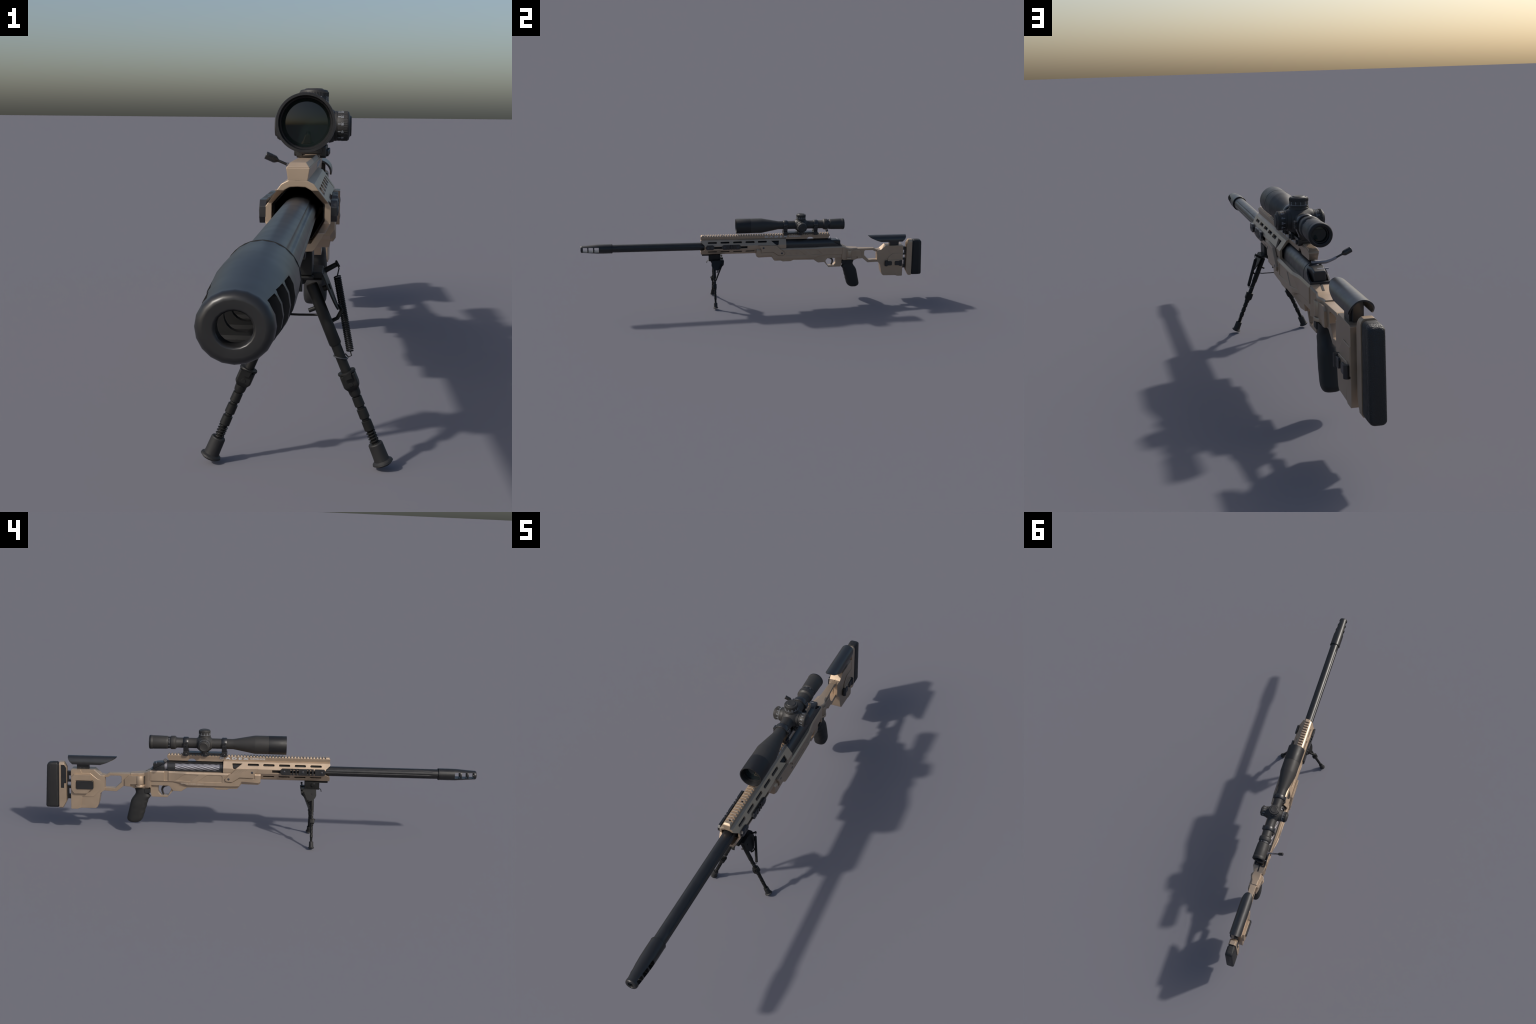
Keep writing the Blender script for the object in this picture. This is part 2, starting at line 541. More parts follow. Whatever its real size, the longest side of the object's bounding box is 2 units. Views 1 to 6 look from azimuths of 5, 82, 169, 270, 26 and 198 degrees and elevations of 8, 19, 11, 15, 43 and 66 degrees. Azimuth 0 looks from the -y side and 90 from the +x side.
rings = []
N = 160
for j in range(45):
    yy = 0.186 + (0.4005 - 0.186) * j / 44
    ring = []
    for i in range(N):
        a = 2 * pi * i / N
        ph = (15 * (a - 12.5 * (yy - 0.3)) / (2 * pi)) % 1.0
        d = min(ph, 1 - ph)
        r = 0.0238 - 0.0013 * max(0.0, 1 - (d / 0.24) ** 2)
        ring.append((-r * cos(a), yy, BORE + 0.002 + r * sin(a)))
    rings.append(ring)
part('bolt_body', loft(rings), SILVER, root, angle=60)
part('bolt_collar', Geo().add(turn([(0.4325, 0.0225), (0.4335, 0.0235), (0.4465, 0.0235), (0.4475, 0.0225)], 40), to_y(BORE + 0.002)), SILVER, root)
shroud = [[(x * w, y, z0 + (z1 - z0) * t) for x, t in ((-1, 0.12), (-0.8, 0), (0.8, 0), (1, 0.12), (1, 0.88), (0.85, 1), (-0.85, 1), (-1, 0.88))]
          for y, w, z0, z1 in ((0.447, 0.0225, 0.3250, 0.3660), (0.460, 0.0215, 0.3255, 0.3670), (0.478, 0.0178, 0.3262, 0.3668), (0.4985, 0.0168, 0.3270, 0.3620), (0.5005, 0.0150, 0.3290, 0.3600))]
part('bolt_shroud', loft(shroud), BLACK, root, bevel=0.0012, bevel_angle=20)
part('cocking_pin', rod((0.004, 0.486, 0.3640), (-0.0270, 0.483, 0.3640), 0.0020), SILVER, root)
part('tang_screw_slot', side([(0.500, 0.3305), (0.5105, 0.3303), (0.520, 0.3268), (0.532, 0.3211), (0.537, 0.3188), (0.520, 0.3150), (0.500, 0.3150)], -0.0032, 0.0032), DARK, root)
# handle: bright root bar, crank up, thin dark neck, knurled knob
handle = part('bolt_handle', sweep([(0.008, 0.4415, 0.3725), (-0.012, 0.4415, 0.3725), (-0.030, 0.4420, 0.3725), (-0.036, 0.4420, 0.3740), (-0.047, 0.4415, 0.3770), (-0.0590, 0.4405, 0.3818)],
                                   lambda t: 0.0052 if t < 0.75 else 0.0042, 12), SILVER, root)
part('bolt_handle_neck', rod((-0.0575, 0.4407, 0.3810), (-0.0765, 0.4385, 0.3890), 0.0028), BLACK, handle)
kp, kq = Vector((-0.0735, 0.4388, 0.3876)), Vector((-0.1012, 0.4355, 0.3998))
L = (kq - kp).length
knob = part('bolt_knob', Geo().add(turn([(0, 0.0026), (0.0025, 0.0030), (0.0085, 0.0072), (0.0100, 0.0076), (L - 0.0008, 0.0080), (L, 0.0074)], 12), frame(kp, kq)), BLACK, handle, angle=22)
studs = Geo()
Mk = frame(kp, kq)
for r_ in range(5):
    for i in range(16):
        a = 2 * pi * (i + 0.5 * (r_ % 2)) / 16
        h = 0.0118 + r_ * 0.0034
        c = Mk @ Vector((0.0078 * cos(a), 0.0078 * sin(a), h))
        studs.add(turn([(-0.0006, 0.0008), (0.0003, 0.0004)], 4), frame(tuple(c), tuple(Mk @ Vector((0.02 * cos(a), 0.02 * sin(a), h)))))
part('knob_knurling', studs, BLACK, handle, stuff=True)

# ---------------------------------------------------------------- chassis
W_T = [(0.0, 0.0440), (0.012, 0.0455), (0.20, 0.0455), (0.345, 0.0440), (0.372, 0.0395), (0.405, 0.0345), (0.513, 0.0330)]
TR_T = [(0.0, 0.0395), (0.345, 0.0395), (0.372, 0.0345), (0.405, 0.0305), (0.513, 0.0295)]
TL_T = [(0.0, 0.0395), (0.345, 0.0395), (0.372, 0.0350), (0.405, 0.0310), (0.513, 0.0295)]
ZB_T = [(0.0, 0.2850), (0.012, 0.2770), (0.090, 0.2775), (0.101, 0.2640), (0.341, 0.2640), (0.368, 0.2740), (0.415, 0.2785), (0.513, 0.2785)]
CB_T = [(0.0, 0.0100), (0.090, 0.0150), (0.104, 0.0040), (0.513, 0.0035)]
SL_T = [(0.0, 0.0070), (0.42, 0.0075), (0.513, 0.0060)]
rings = []
for y in (0.0012, 0.012, 0.050, 0.0895, 0.0955, 0.101, 0.14, 0.175, 0.205, 0.225, 0.24, 0.255, 0.29, 0.341, 0.350, 0.360, 0.372, 0.388, 0.405, 0.42, 0.46, 0.513):
    w, tr, tl, zb, cb, sl = [lerp_table(t, y) for t in (W_T, TR_T, TL_T, ZB_T, CB_T, SL_T)]
    zt = 0.3295
    rings.append([(tr, y, zt), (w, y, zt - 0.0070), (w, y, zb + cb), (w - 0.7 * cb, y, zb), (-w + 0.7 * cb, y, zb), (-w, y, zb + cb), (-w, y, zt - sl), (-tl, y, zt)])
body = loft(rings)
ch_cut = []
pan = Geo()


def recess(pts, s, depth):
    g = side(pts, 0, 1)
    g.v = [(s * (0.07 if x > 0.5 else lerp_table(W_T, y) - depth), y, z) for x, y, z in g.v]
    return g


for s in (1, -1):
    pan.add(recess([(0.178, 0.2845), (0.293, 0.2845), (0.2480, 0.3185), (0.184, 0.3185), (0.178, 0.314)], s, 0.0020))
    pan.add(recess([(0.325, 0.2848), (0.345, 0.2855), (0.372, 0.2868), (0.3940, 0.2875), (0.372, 0.3055), (0.3540, 0.3185), (0.345, 0.3185), (0.2867, 0.3185)], s, 0.0020))
ch_cut.append(pan)
# bolt-handle relief on the right wall, and the seams at the rear
seams = Geo()
seams.add(side([(0.428, 0.2830), (0.4480, 0.2830), (0.4480, 0.34), (0.428, 0.34)], -0.06, -0.0300))
for s in (1, -1):
    a, b = (0.0318, 0.06) if s > 0 else (-0.06, -0.0318)
    seams.add(box(a, b, 0.5085, 0.5105, 0.255, 0.34))
# pocket under the locking links at the front
for s in (1, -1):
    a, b = (0.0430, 0.07) if s > 0 else (-0.07, -0.0430)
    seams.add(side([(0.0270, 0.3050), (0.0980, 0.3090), (0.1300, 0.2865), (0.1600, 0.2885), (0.1690, 0.2980), (0.1690, 0.308), (0.140, 0.3350), (0.0270, 0.335)], a, b))
ch_cut.append(seams)
chassis = part('chassis', body, TAN, root, cut=ch_cut, bevel=0.0007, seg=2, bevel_angle=24)

# floor of the chassis, magazine well, belly lump
floor = side([(0.512, 0.2820), (0.0985, 0.2690), (0.0985, 0.2650), (0.1095, 0.2530), (0.146, 0.2530), (0.157, 0.2470), (0.203, 0.2470), (0.221, 0.2555), (0.340, 0.2535),
              (0.3690, 0.2310), (0.4070, 0.2315), (0.4160, 0.2450), (0.4250, 0.2575), (0.5120, 0.2575)], -1, 1)
FW = [(0.095, 0.0370), (0.15, 0.0375), (0.34, 0.0375), (0.375, 0.0330), (0.41, 0.0290), (0.513, 0.0270)]
widen(floor, lambda y, z, x: lerp_table(FW, y) - max(0.0, 0.2600 - z) * 0.30)
part('magazine_well', floor, TAN, chassis, bevel=0.0014, seg=2)
# trigger guard
tg = side([(0.5215, 0.2590), (0.5215, 0.2490), (0.5125, 0.2385), (0.5125, 0.2160), (0.5065, 0.1990), (0.4340, 0.1980), (0.4065, 0.2310), (0.4000, 0.2590)], -0.0150, 0.0150)
tgc = side([(0.4740, 0.2660), (0.4775, 0.2280), (0.4760, 0.2210), (0.4660, 0.2085), (0.4610, 0.2065), (0.4310, 0.2062), (0.4160, 0.2330), (0.4160, 0.2500), (0.4250, 0.2585), (0.4250, 0.2660)], -0.03, 0.03)
part('trigger_guard', tg, TAN, chassis, cut=[tgc], bevel=0.0022, seg=3)
trig = [(0.0, 0.424, 0.2560), (0.0, 0.436, 0.2530), (0.0, 0.449, 0.2490), (0.0, 0.4575, 0.2410), (0.0, 0.4600, 0.2310), (0.0, 0.4585, 0.2210), (0.0, 0.4545, 0.2125), (0.0, 0.4515, 0.2085)]
part('trigger', sweep(trig, lambda t: 0.0040 - 0.0010 * t, 12, flat=(1.1, 1.45)), BLACK, chassis)

# locking links with screws and slanted engraving
for s in (1, -1):
    a, b = (0.0424, 0.0515) if s > 0 else (-0.0515, -0.0424)
    pl = side([(0.0125, 0.3545), (0.0265, 0.3335), (0.0310, 0.3120), (0.0985, 0.3130), (0.1305, 0.2900), (0.1560, 0.2915), (0.1635, 0.2960), (0.1645, 0.3050), (0.1140, 0.3520)], a, b)
    eng = Geo()
    a, b = (0.0508, 0.06) if s > 0 else (-0.06, -0.0508)
    for k in range(5):
        y0 = 0.0640 + k * 0.0120
        ln = 0.012 + 0.0035 * k
        eng.add(side([(y0, 0.3480), (y0 + 0.0022, 0.3480), (y0 + ln + 0.0022, 0.3480 - 0.8 * ln), (y0 + ln, 0.3480 - 0.8 * ln)], a, b))
    lk = part('locking_link', pl, TAN, chassis, cut=[eng], bevel=0.0010)
    for y, z in ((0.0410, 0.3380), (0.1490, 0.3035)):
        part('link_screw', screw(s, y, z, 0.0508, 0.0056, 0.0012), SCREW, lk)
small = lettering('', 'CHASSIS SYSTEM  NEXUS', 0.0034, 0.106, Matrix.Translation((0, 0.3700, 0.2742)) @ Matrix(((0, 0, -1), (-1, 0, 0), (0, 1, 0))).to_4x4(), INK3, None, depth=0.0004)
small.v = [(x - lerp_table(W_T, y), y, z) for x, y, z in small.v]      # lies on the narrowing wall
part('lettering', small, INK3, chassis)

# ---------------------------------------------------------------- folding hinge and skeleton wrist
blk = []
for y, l, r, z0, z1 in ((0.5105, -0.0315, 0.0310, 0.2480, 0.3295), (0.5200, -0.0312, 0.0300, 0.2480, 0.3262), (0.5300, -0.0270, 0.0255, 0.2480, 0.3212), (0.5400, -0.0215, 0.0212, 0.2480, 0.3170), (0.5530, -0.0220, 0.0238, 0.2480, 0.3140), (0.5650, -0.0235, 0.0250, 0.2480, 0.3130), (0.5740, -0.0225, 0.0225, 0.2480, 0.3125),
                       (0.5830, -0.0195, 0.0175, 0.2480, 0.3120), (0.6050, -0.0190, 0.0155, 0.2500, 0.3115)):
    blk.append([(l, y, z0), (r, y, z0), (r, y, z1 - 0.004), (r - 0.004, y, z1), (l + 0.004, y, z1), (l, y, z1 - 0.004)])
hinge = part('folding_hinge', loft(blk), TAN, root, bevel=0.0012, bevel_angle=24)
for s, x, r, y in ((1, 0.0135, 0.0170, 0.5565), (-1, -0.0170, 0.0200, 0.5630)):
    part('hinge_knuckle', Geo().add(turn([(0.2600, r), (0.2610, r + 0.0004), (0.2990, r + 0.0004), (0.3005, r - 0.0005)], 32), Matrix.Translation((x, y, 0))), TAN, hinge)
    part('hinge_knuckle', Geo().add(turn([(0.2475, r + 0.001), (0.2485, r + 0.002), (0.2565, r + 0.002), (0.2580, r + 0.001)], 32), Matrix.Translation((x * 0.98, y, 0))), TAN, hinge)
part('hinge_leaf', widen(side([(0.5570, 0.2600), (0.6050, 0.2600), (0.6060, 0.2480), (0.6330, 0.2480), (0.6330, 0.2830), (0.6200, 0.2925), (0.6130, 0.3010), (0.5570, 0.3005)], -1, -0.4), lambda y, z, x: lerp_table([(0.557, 0.0345), (0.585, 0.0335), (0.633, 0.0215)], y)), TAN, hinge, bevel=0.0014)
part('hinge_leaf', side([(0.5570, 0.2600), (0.6060, 0.2610), (0.6075, 0.2480), (0.6320, 0.2490), (0.6280, 0.2900), (0.6150, 0.3010), (0.5570, 0.3005)], 0.008, 0.0235), TAN, hinge, bevel=0.0014)
part('hinge_gap', box(-0.0262, -0.0190, 0.5390, 0.5410, 0.2600, 0.3000), DARK, hinge)
# link block between hinge and chassis floor
part('hinge_foot', side([(0.5050, 0.2590), (0.5350, 0.2520), (0.5350, 0.2400), (0.5215, 0.2400), (0.5150, 0.2460), (0.5050, 0.2500)], -0.0210, 0.0210), TAN, hinge, bevel=0.0012)
part('hinge_foot', side([(0.5340, 0.2520), (0.6060, 0.2520), (0.6060, 0.2450), (0.5900, 0.2380), (0.5340, 0.2380)], -0.0170, 0.0160), TAN, hinge, bevel=0.0012)

yoke = side([(0.6020, 0.3080), (0.7050, 0.3068), (0.7180, 0.2985), (0.7420, 0.2970), (0.7420, 0.2210), (0.6715, 0.2190), (0.6380, 0.2470), (0.6020, 0.2450)], -1, 1)
YW = [(0.60, 0.0165), (0.64, 0.0150), (0.70, 0.0120), (0.742, 0.0115)]
yoke_hole = side([(0.6990, 0.2950), (0.6540, 0.2955), (0.6475, 0.2900), (0.6480, 0.2640), (0.6770, 0.2350), (0.7010, 0.2365), (0.7290, 0.2360), (0.7290, 0.2860), (0.7120, 0.2870)], -0.05, 0.05)
widen(yoke, lambda y, z, x: lerp_table(YW, y))
part('skeleton_wrist', yoke, TAN, root, cut=[yoke_hole], bevel=0.0014, seg=2)

# ---------------------------------------------------------------- buttstock body
stock_out = [(0.8800, 0.3210), (0.8765, 0.3238), (0.7730, 0.3238), (0.7450, 0.2985), (0.7255, 0.2945), (0.7265, 0.2260), (0.7400, 0.2165), (0.7460, 0.2110), (0.7540, 0.1620), (0.7600, 0.1450), (0.7680, 0.1385),
             (0.8440, 0.1375), (0.8510, 0.1335), (0.8800, 0.1330), (0.8830, 0.1360)]
stock_out = [(y, z - 0.0) for y, z in stock_out]
st = side(stock_out, -0.0290, 0.0262)
SW = [(0.72, 0.66), (0.745, 0.86), (0.79, 1.0), (0.89, 1.0)]
rings_cut = []
# recessed groove panels
c1 = side([(0.7450, 0.2750), (0.7600, 0.2800), (0.7910, 0.3065), (0.8310, 0.3070), (0.8345, 0.3180), (0.8405, 0.3300), (0.7700, 0.3300), (0.7300, 0.3000), (0.7300, 0.2750)], -0.06, -0.0248)
c2 = side([(0.7470, 0.2260), (0.7790, 0.1930), (0.8310, 0.1940), (0.8420, 0.1250), (0.7400, 0.1250), (0.7300, 0.2200)], -0.06, -0.0248)
c3 = box(-0.0012, 0.0008, 0.70, 0.7470, 0.10, 0.34)
c4 = side([(0.8350, 0.1900), (0.8365, 0.1900), (0.8460, 0.1250), (0.8445, 0.1250)], 0.0255, 0.06)
lower_cut = Geo().add(c1).add(c2)
stock = part('buttstock', widen(st, lambda y, z, x: lerp_table(SW, y)), TAN, root, cut=[lower_cut, c3, c4], bevel=0.0016, seg=2)
# right side clamp frame with a black pad, left side cheek panel with two knobs
cl = side([(0.8785, 0.2880), (0.8640, 0.3030), (0.7860, 0.3030), (0.7860, 0.2350), (0.8070, 0.2110), (0.8650, 0.2110), (0.8785, 0.2300)], -0.0400, -0.0270)
clc = side([(0.7700, 0.2350), (0.8580, 0.2350), (0.8580, 0.2745), (0.7700, 0.2745)], -0.06, -0.0330)
part('clamp_frame', cl, TAN, stock, cut=[clc], bevel=0.0014)
part('frame_bar', box(-0.0385, -0.0280, 0.8555, 0.8780, 0.2380, 0.2720), TAN, stock, bevel=0.0012)
part('strap_pad', side(chamfered(0.7755, 0.8540, 0.2345, 0.2735, 0.003), -0.0445, -0.0280), BLACK, stock, bevel=0.0010)
part('cheek_panel', side([(0.7910, 0.2500), (0.8200, 0.2760), (0.8790, 0.2750), (0.8790, 0.2060), (0.7910, 0.2060)], 0.0250, 0.0280), TAN, stock, bevel=0.0010)
part('clamp_frame', side([(0.7900, 0.2350), (0.8600, 0.2370), (0.8680, 0.2330), (0.8680, 0.2060), (0.8500, 0.2000), (0.8200, 0.1985), (0.7900, 0.1985)], 0.0255, 0.0315), TAN, stock, bevel=0.0016)
for y0, y1 in ((0.7735, 0.8150), (0.8325, 0.8745)):
    kn = part('clamp_knob', side(chamfered(y0, y1, 0.2035, 0.2290, 0.004), 0.0270, 0.0370), BLACK, stock, bevel=0.0016)
    ye = y0 + 0.007 if y0 < 0.8 else y1 - 0.006
    part('knob_barrel', rod((0.0320, ye, 0.2000), (0.0320, ye, 0.2320), 0.0085, 18), BLACK, kn)

# ---------------------------------------------------------------- cheek rest
NX, NY = 28, 24
outer, inn = [], []
for layer, store in ((0.0295, outer), (0.0258, inn)):
    for j in range(NX + 1):
        a = radians(-104 + 208 * j / NX)
        x, z = 0.0295 * sin(a), 0.3555 + 0.0295 * cos(a)
        zz = z
        f = lerp_table([(0.344, 0.768), (0.3480, 0.745), (0.3600, 0.7150), (0.3800, 0.6760), (0.3850, 0.6700)], zz)
        r_ = lerp_table([(0.344, 0.868), (0.3480, 0.873), (0.3650, 0.889), (0.3760, 0.8945), (0.3850, 0.8960)], zz)
        xo, zo = layer * sin(a), 0.3555 + layer * cos(a)
        store.append([(xo, f + (r_ - f) * k / NY, zo) for k in range(NY + 1)])
g = Geo()
for grid in (outer, inn):
    for row in grid:
        g.v += row
S = (NX + 1) * (NY + 1)
for j in range(NX):
    for k in range(NY):
        a = j * (NY + 1) + k
        g.f.append((a, a + 1, a + NY + 2, a + NY + 1))
        g.f.append((S + a, S + a + NY + 1, S + a + NY + 2, S + a + 1))
for j in range(NX):
    for k in (0, NY):
        a = j * (NY + 1) + k
        g.f.append((a, a + NY + 1, S + a + NY + 1, S + a))
for k in range(NY):
    for j in (0, NX):
        a = j * (NY + 1) + k
        g.f.append((a, a + 1, S + a + 1, S + a))
cheek = part('cheek_rest', g, CHEEK, root, angle=50)
part('cheek_post', side([(0.7990, 0.3200), (0.8550, 0.3200), (0.8550, 0.3745), (0.7990, 0.3745)], -0.0135, 0.0125), BLACK, root, bevel=0.0012)
part('post_guide', side([(0.8020, 0.3200), (0.8450, 0.3200), (0.8450, 0.3500), (0.8020, 0.3500)], 0.0110, 0.0185), BLACK, root, bevel=0.0010)
lining = []
for j in range(NX + 1):
    a = radians(-100 + 200 * j / NX)
    z = 0.3555 + 0.0295 * cos(a)
    f = lerp_table([(0.340, 0.772), (0.3440, 0.750), (0.3560, 0.7200), (0.3760, 0.6810), (0.3820, 0.6750)], z)
    r_ = lerp_table([(0.340, 0.866), (0.3440, 0.871), (0.3610, 0.887), (0.3720, 0.8925), (0.3820, 0.8940)], z)
    lining.append([(q * sin(a), yy, 0.3555 + q * cos(a)) for q, yy in ((0.0259, f), (0.0259, r_), (0.0252, r_), (0.0252, f))])
part('cheek_lining', loft(lining), LINING, cheek, angle=50)
part('post_screw', rod((-0.0125, 0.838, 0.3290), (-0.0146, 0.838, 0.3290), 0.0030, 12), SCREW, root)
part('post_screw', rod((-0.0125, 0.822, 0.3290), (-0.0146, 0.822, 0.3290), 0.0030, 12), SCREW, root)

# ---------------------------------------------------------------- butt plate, spacer rungs, recoil pad
rung = Geo()
rung.add(box(-0.0100, 0.0070, 0.8960, 0.9075, 0.1775, 0.2400))
rung.add(box(-0.0100, 0.0070, 0.8960, 0.9075, 0.2590, 0.3095))
rung.add(box(-0.0092, 0.0062, 0.9030, 0.9070, 0.2350, 0.2640))
for z0, z1 in ((0.1775, 0.1985), (0.2275, 0.2400), (0.2590, 0.2685), (0.2895, 0.3095)):
    rung.add(box(-0.0097, 0.0067, 0.8750, 0.8980, z0, z1))
part('length_spacer', rung, BLACK, root)
bpr = []
# plate lofted from bottom to top so that its top corners can be clipped
levels = [0.1325, 0.1380, 0.1500, 0.1680, 0.2400, 0.3280, 0.3420, 0.3490, 0.3545]
for z in levels:
    yf = lerp_table([(0.1325, 0.9225), (0.1680, 0.9040), (0.3280, 0.9015), (0.3545, 0.9150)], z)
    yr = lerp_table([(0.1325, 0.9405), (0.3545, 0.9360)], z)
    k = lerp_table([(0.1325, 0.80), (0.1380, 1.0), (0.342, 1.0), (0.349, 0.88), (0.3545, 0.60)], z)
    xl, xr, c = -0.0212 * k, 0.0188 * k, 0.003 * k
    bpr.append([(xl, yr, z), (xr, yr, z), (xr, yf + c, z), (xr - 3 * c, yf, z), (xl + 3 * c, yf, z), (xl, yf + c, z)])
butt = part('butt_plate', loft(bpr), TAN, root, cut=[side([(0.9280, 0.3420), (0.9120, 0.3420), (0.9040, 0.3280), (0.9052, 0.2530), (0.9150, 0.2530), (0.9160, 0.2300), (0.9310, 0.2300)], -0.06, -0.0175)], bevel=0.0012)
part('plate_insert', side([(0.9275, 0.3414), (0.9125, 0.3414), (0.9048, 0.3278), (0.9060, 0.2540), (0.9155, 0.2540), (0.9165, 0.2306), (0.9303, 0.2306)], -0.0192, -0.0150), BLACK, butt, bevel=0.0006)


def pad_ring(y, z0, z1, w, r, n=7):
    pts = []
    for cx, cz, a0 in ((w - r, z1 - r, 0), (-(w - r), z1 - r, 90), (-(w - r), z0 + r, 180), (w - r, z0 + r, 270)):
        for k in range(n):
            a = radians(a0 + 90 * k / (n - 1))
            pts.append((cx + r * cos(a), cz + r * sin(a)))
    return pts


XO = -0.0012


def back_y(z):
    return lerp_table([(0.130, 1.0015), (0.145, 1.0030), (0.20, 0.9965), (0.26, 0.9915), (0.295, 0.9930), (0.325, 0.9945), (0.342, 0.9925), (0.354, 0.986)], z)


def pad_loft(levels):
    rr = []
    for t, z0, z1, w, r in levels:
        ring = []
        for x, z in pad_ring(0, z0, z1, w, r):
            yb = back_y(z)
            y = t if t < 0.9 else t
            ring.append((x + XO, t if t < 5 else yb - (t - 10), z))
        rr.append(ring)
    return loft(rr)


part('pad_base', pad_loft([(0.9340, 0.1385, 0.3480, 0.0165, 0.009), (0.9480, 0.1385, 0.3480, 0.0165, 0.009)]), RUBBER, root)
pad = part('recoil_pad', pad_loft([(0.9452, 0.1350, 0.3515, 0.0178, 0.011), (0.9464, 0.1340, 0.3525, 0.0190, 0.011), (0.9500, 0.1340, 0.3525, 0.0196, 0.011), (10.018, 0.1340, 0.3525, 0.0200, 0.011)]), RUBBER, root, angle=50)
part('pad_face', pad_loft([(10.0178, 0.1342, 0.3523, 0.0199, 0.011), (10.0070, 0.1345, 0.3518, 0.0196, 0.011), (10.0030, 0.1355, 0.3500, 0.0184, 0.011), (10.0008, 0.1380, 0.3475, 0.0160, 0.011), (10.0, 0.1420, 0.3430, 0.0125, 0.010)]), PEBBLE, pad, angle=70)

# ---------------------------------------------------------------- pistol grip
GF = [(0.070, 0.572), (0.074, 0.5640), (0.078, 0.5585), (0.084, 0.5530), (0.095, 0.5475), (0.105, 0.5455), (0.113, 0.5430), (0.120, 0.5395), (0.130, 0.5390), (0.138, 0.5365), (0.146, 0.5325), (0.155, 0.5310), (0.164, 0.5290), (0.172, 0.5255), (0.180, 0.5245), (0.187, 0.5205), (0.194, 0.5145), (0.199, 0.5130),
      (0.203, 0.5170), (0.210, 0.5215), (0.217, 0.5240), (0.240, 0.5230)]
GR = [(0.070, 0.607), (0.074, 0.6160), (0.078, 0.6210), (0.084, 0.6245), (0.091, 0.6250), (0.130, 0.6160), (0.160, 0.6095), (0.175, 0.6060), (0.187, 0.6000), (0.197, 0.5925), (0.206, 0.5865), (0.214, 0.5830), (0.220, 0.5830), (0.228, 0.5855), (0.240, 0.5905)]
GW = [(0.070, 0.0185), (0.074, 0.0225), (0.080, 0.0248), (0.090, 0.0258), (0.13, 0.0262), (0.165, 0.0250), (0.19, 0.0225), (0.21, 0.0205), (0.240, 0.0200)]
rings = []
z = 0.0715
zs = []
while z < 0.241:
    zs.append(z)
    z += 0.0012 if z < 0.08 else 0.0022
for z in zs:
    f, r_, w = lerp_table(GF, z), lerp_table(GR, z), lerp_table(GW, z)
    cy, hy = (f + r_) / 2, (r_ - f) / 2
    ring = []
    for i in range(40):
        a = 2 * pi * i / 40
        c, s_ = cos(a), sin(a)
        e = 2 / 2.7
        ring.append((w * abs(s_) ** e * (1 if s_ > 0 else -1), cy + hy * abs(c) ** e * (1 if c > 0 else -1), z))
    rings.append(ring)
grip = part('pistol_grip', loft(rings), POLY, root, angle=60)
part('grip_cap', side(chamfered(0.5125, 0.5400, 0.2175, 0.2375, 0.002), -0.0220, 0.0220), POLY, grip, bevel=0.0015)

# ---------------------------------------------------------------- scope
body_prof = [(-0.0330, 0.0405), (-0.0328, 0.0424), (0.0290, 0.0424), (0.0320, 0.0421), (0.0800, 0.0332), (0.1270, 0.0244), (0.1310, 0.0238), (0.2285, 0.0238), (0.2360, 0.0300), (0.2430, 0.0360), (0.2490, 0.0398), (0.2560, 0.0410),
             (0.2720, 0.0410), (0.2790, 0.0398), (0.2850, 0.0360), (0.2920, 0.0300), (0.2990, 0.0240), (0.3010, 0.0238), (0.3890, 0.0238), (0.3925, 0.0250)]
scope = part('telescopic_sight', Geo().add(turn(body_prof, 64), to_y(OPTIC)), SCOPE, root, angle=30)
shade_prof = [(-0.0332, 0.0408), (-0.0332, 0.0428), (-0.1140, 0.0431), (-0.1150, 0.0427), (-0.1150, 0.0392), (-0.1140, 0.0386), (-0.0620, 0.0370), (-0.0620, 0.0300)]
part('sunshade', Geo().add(turn(shade_prof, 64, closed=True), to_y(OPTIC)), SHADE, scope, angle=30)
lens = []
for k in range(9):
    r_ = 0.0372 * (8 - k) / 8 + 0.0004
    lens.append((0 + 0.0030 * (1 - (r_ / 0.0372) ** 2), r_))
part('objective_lens', Geo().add(turn([(-0.004, 0.0372)] + lens, 48), Matrix.Translation((0, -0.0880, OPTIC)) @ Matrix.Rotation(pi / 2, 4, 'X')), LENS, scope, angle=60)
part('lens_ring', Geo().add(turn([(-0.0950, 0.0384), (-0.0950, 0.0362), (-0.0925, 0.0352), (-0.0860, 0.0352), (-0.0860, 0.0384)], 48, closed=True), to_y(OPTIC)), SHADE, scope)
ring_prof = [(0.3915, 0.0240), (0.3985, 0.0308), (0.4000, 0.0312), (0.4165, 0.0314), (0.4180, 0.0308), (0.4215, 0.0272)]
pr = part('magnification_ring', Geo().add(turn(ring_prof, 56), to_y(OPTIC)), SCOPE, scope, angle=25)
num_prof = [(0.4200, 0.0262), (0.4202, 0.0274), (0.4300, 0.0280), (0.4320, 0.0262)]
nr = part('number_ring', Geo().add(turn(num_prof, 48), to_y(OPTIC)), SHADE, scope)
dots = Geo()
for k in range(26):
    a = 2 * pi * k / 26
    c = Vector((0.0276 * cos(a), 0.4252, OPTIC + 0.0276 * sin(a)))
    dots.add(rod(tuple(c), (0.0282 * cos(a), 0.4252, OPTIC + 0.0282 * sin(a)), 0.0009, 6))
part('scale_marks', dots, RINGINK, nr, stuff=True)
eye_prof = [(0.4300, 0.0265), (0.4315, 0.0282), (0.4345, 0.0296), (0.4400, 0.0300), (0.4620, 0.0306), (0.4980, 0.0315), (0.4995, 0.0312), (0.5030, 0.0314), (0.5040, 0.0319), (0.5140, 0.0320), (0.5165, 0.0312), (0.5175, 0.0300), (0.5178, 0.0255), (0.5160, 0.0235), (0.5000, 0.0200), (0.4960, 0.0190), (0.4400, 0.0190)]
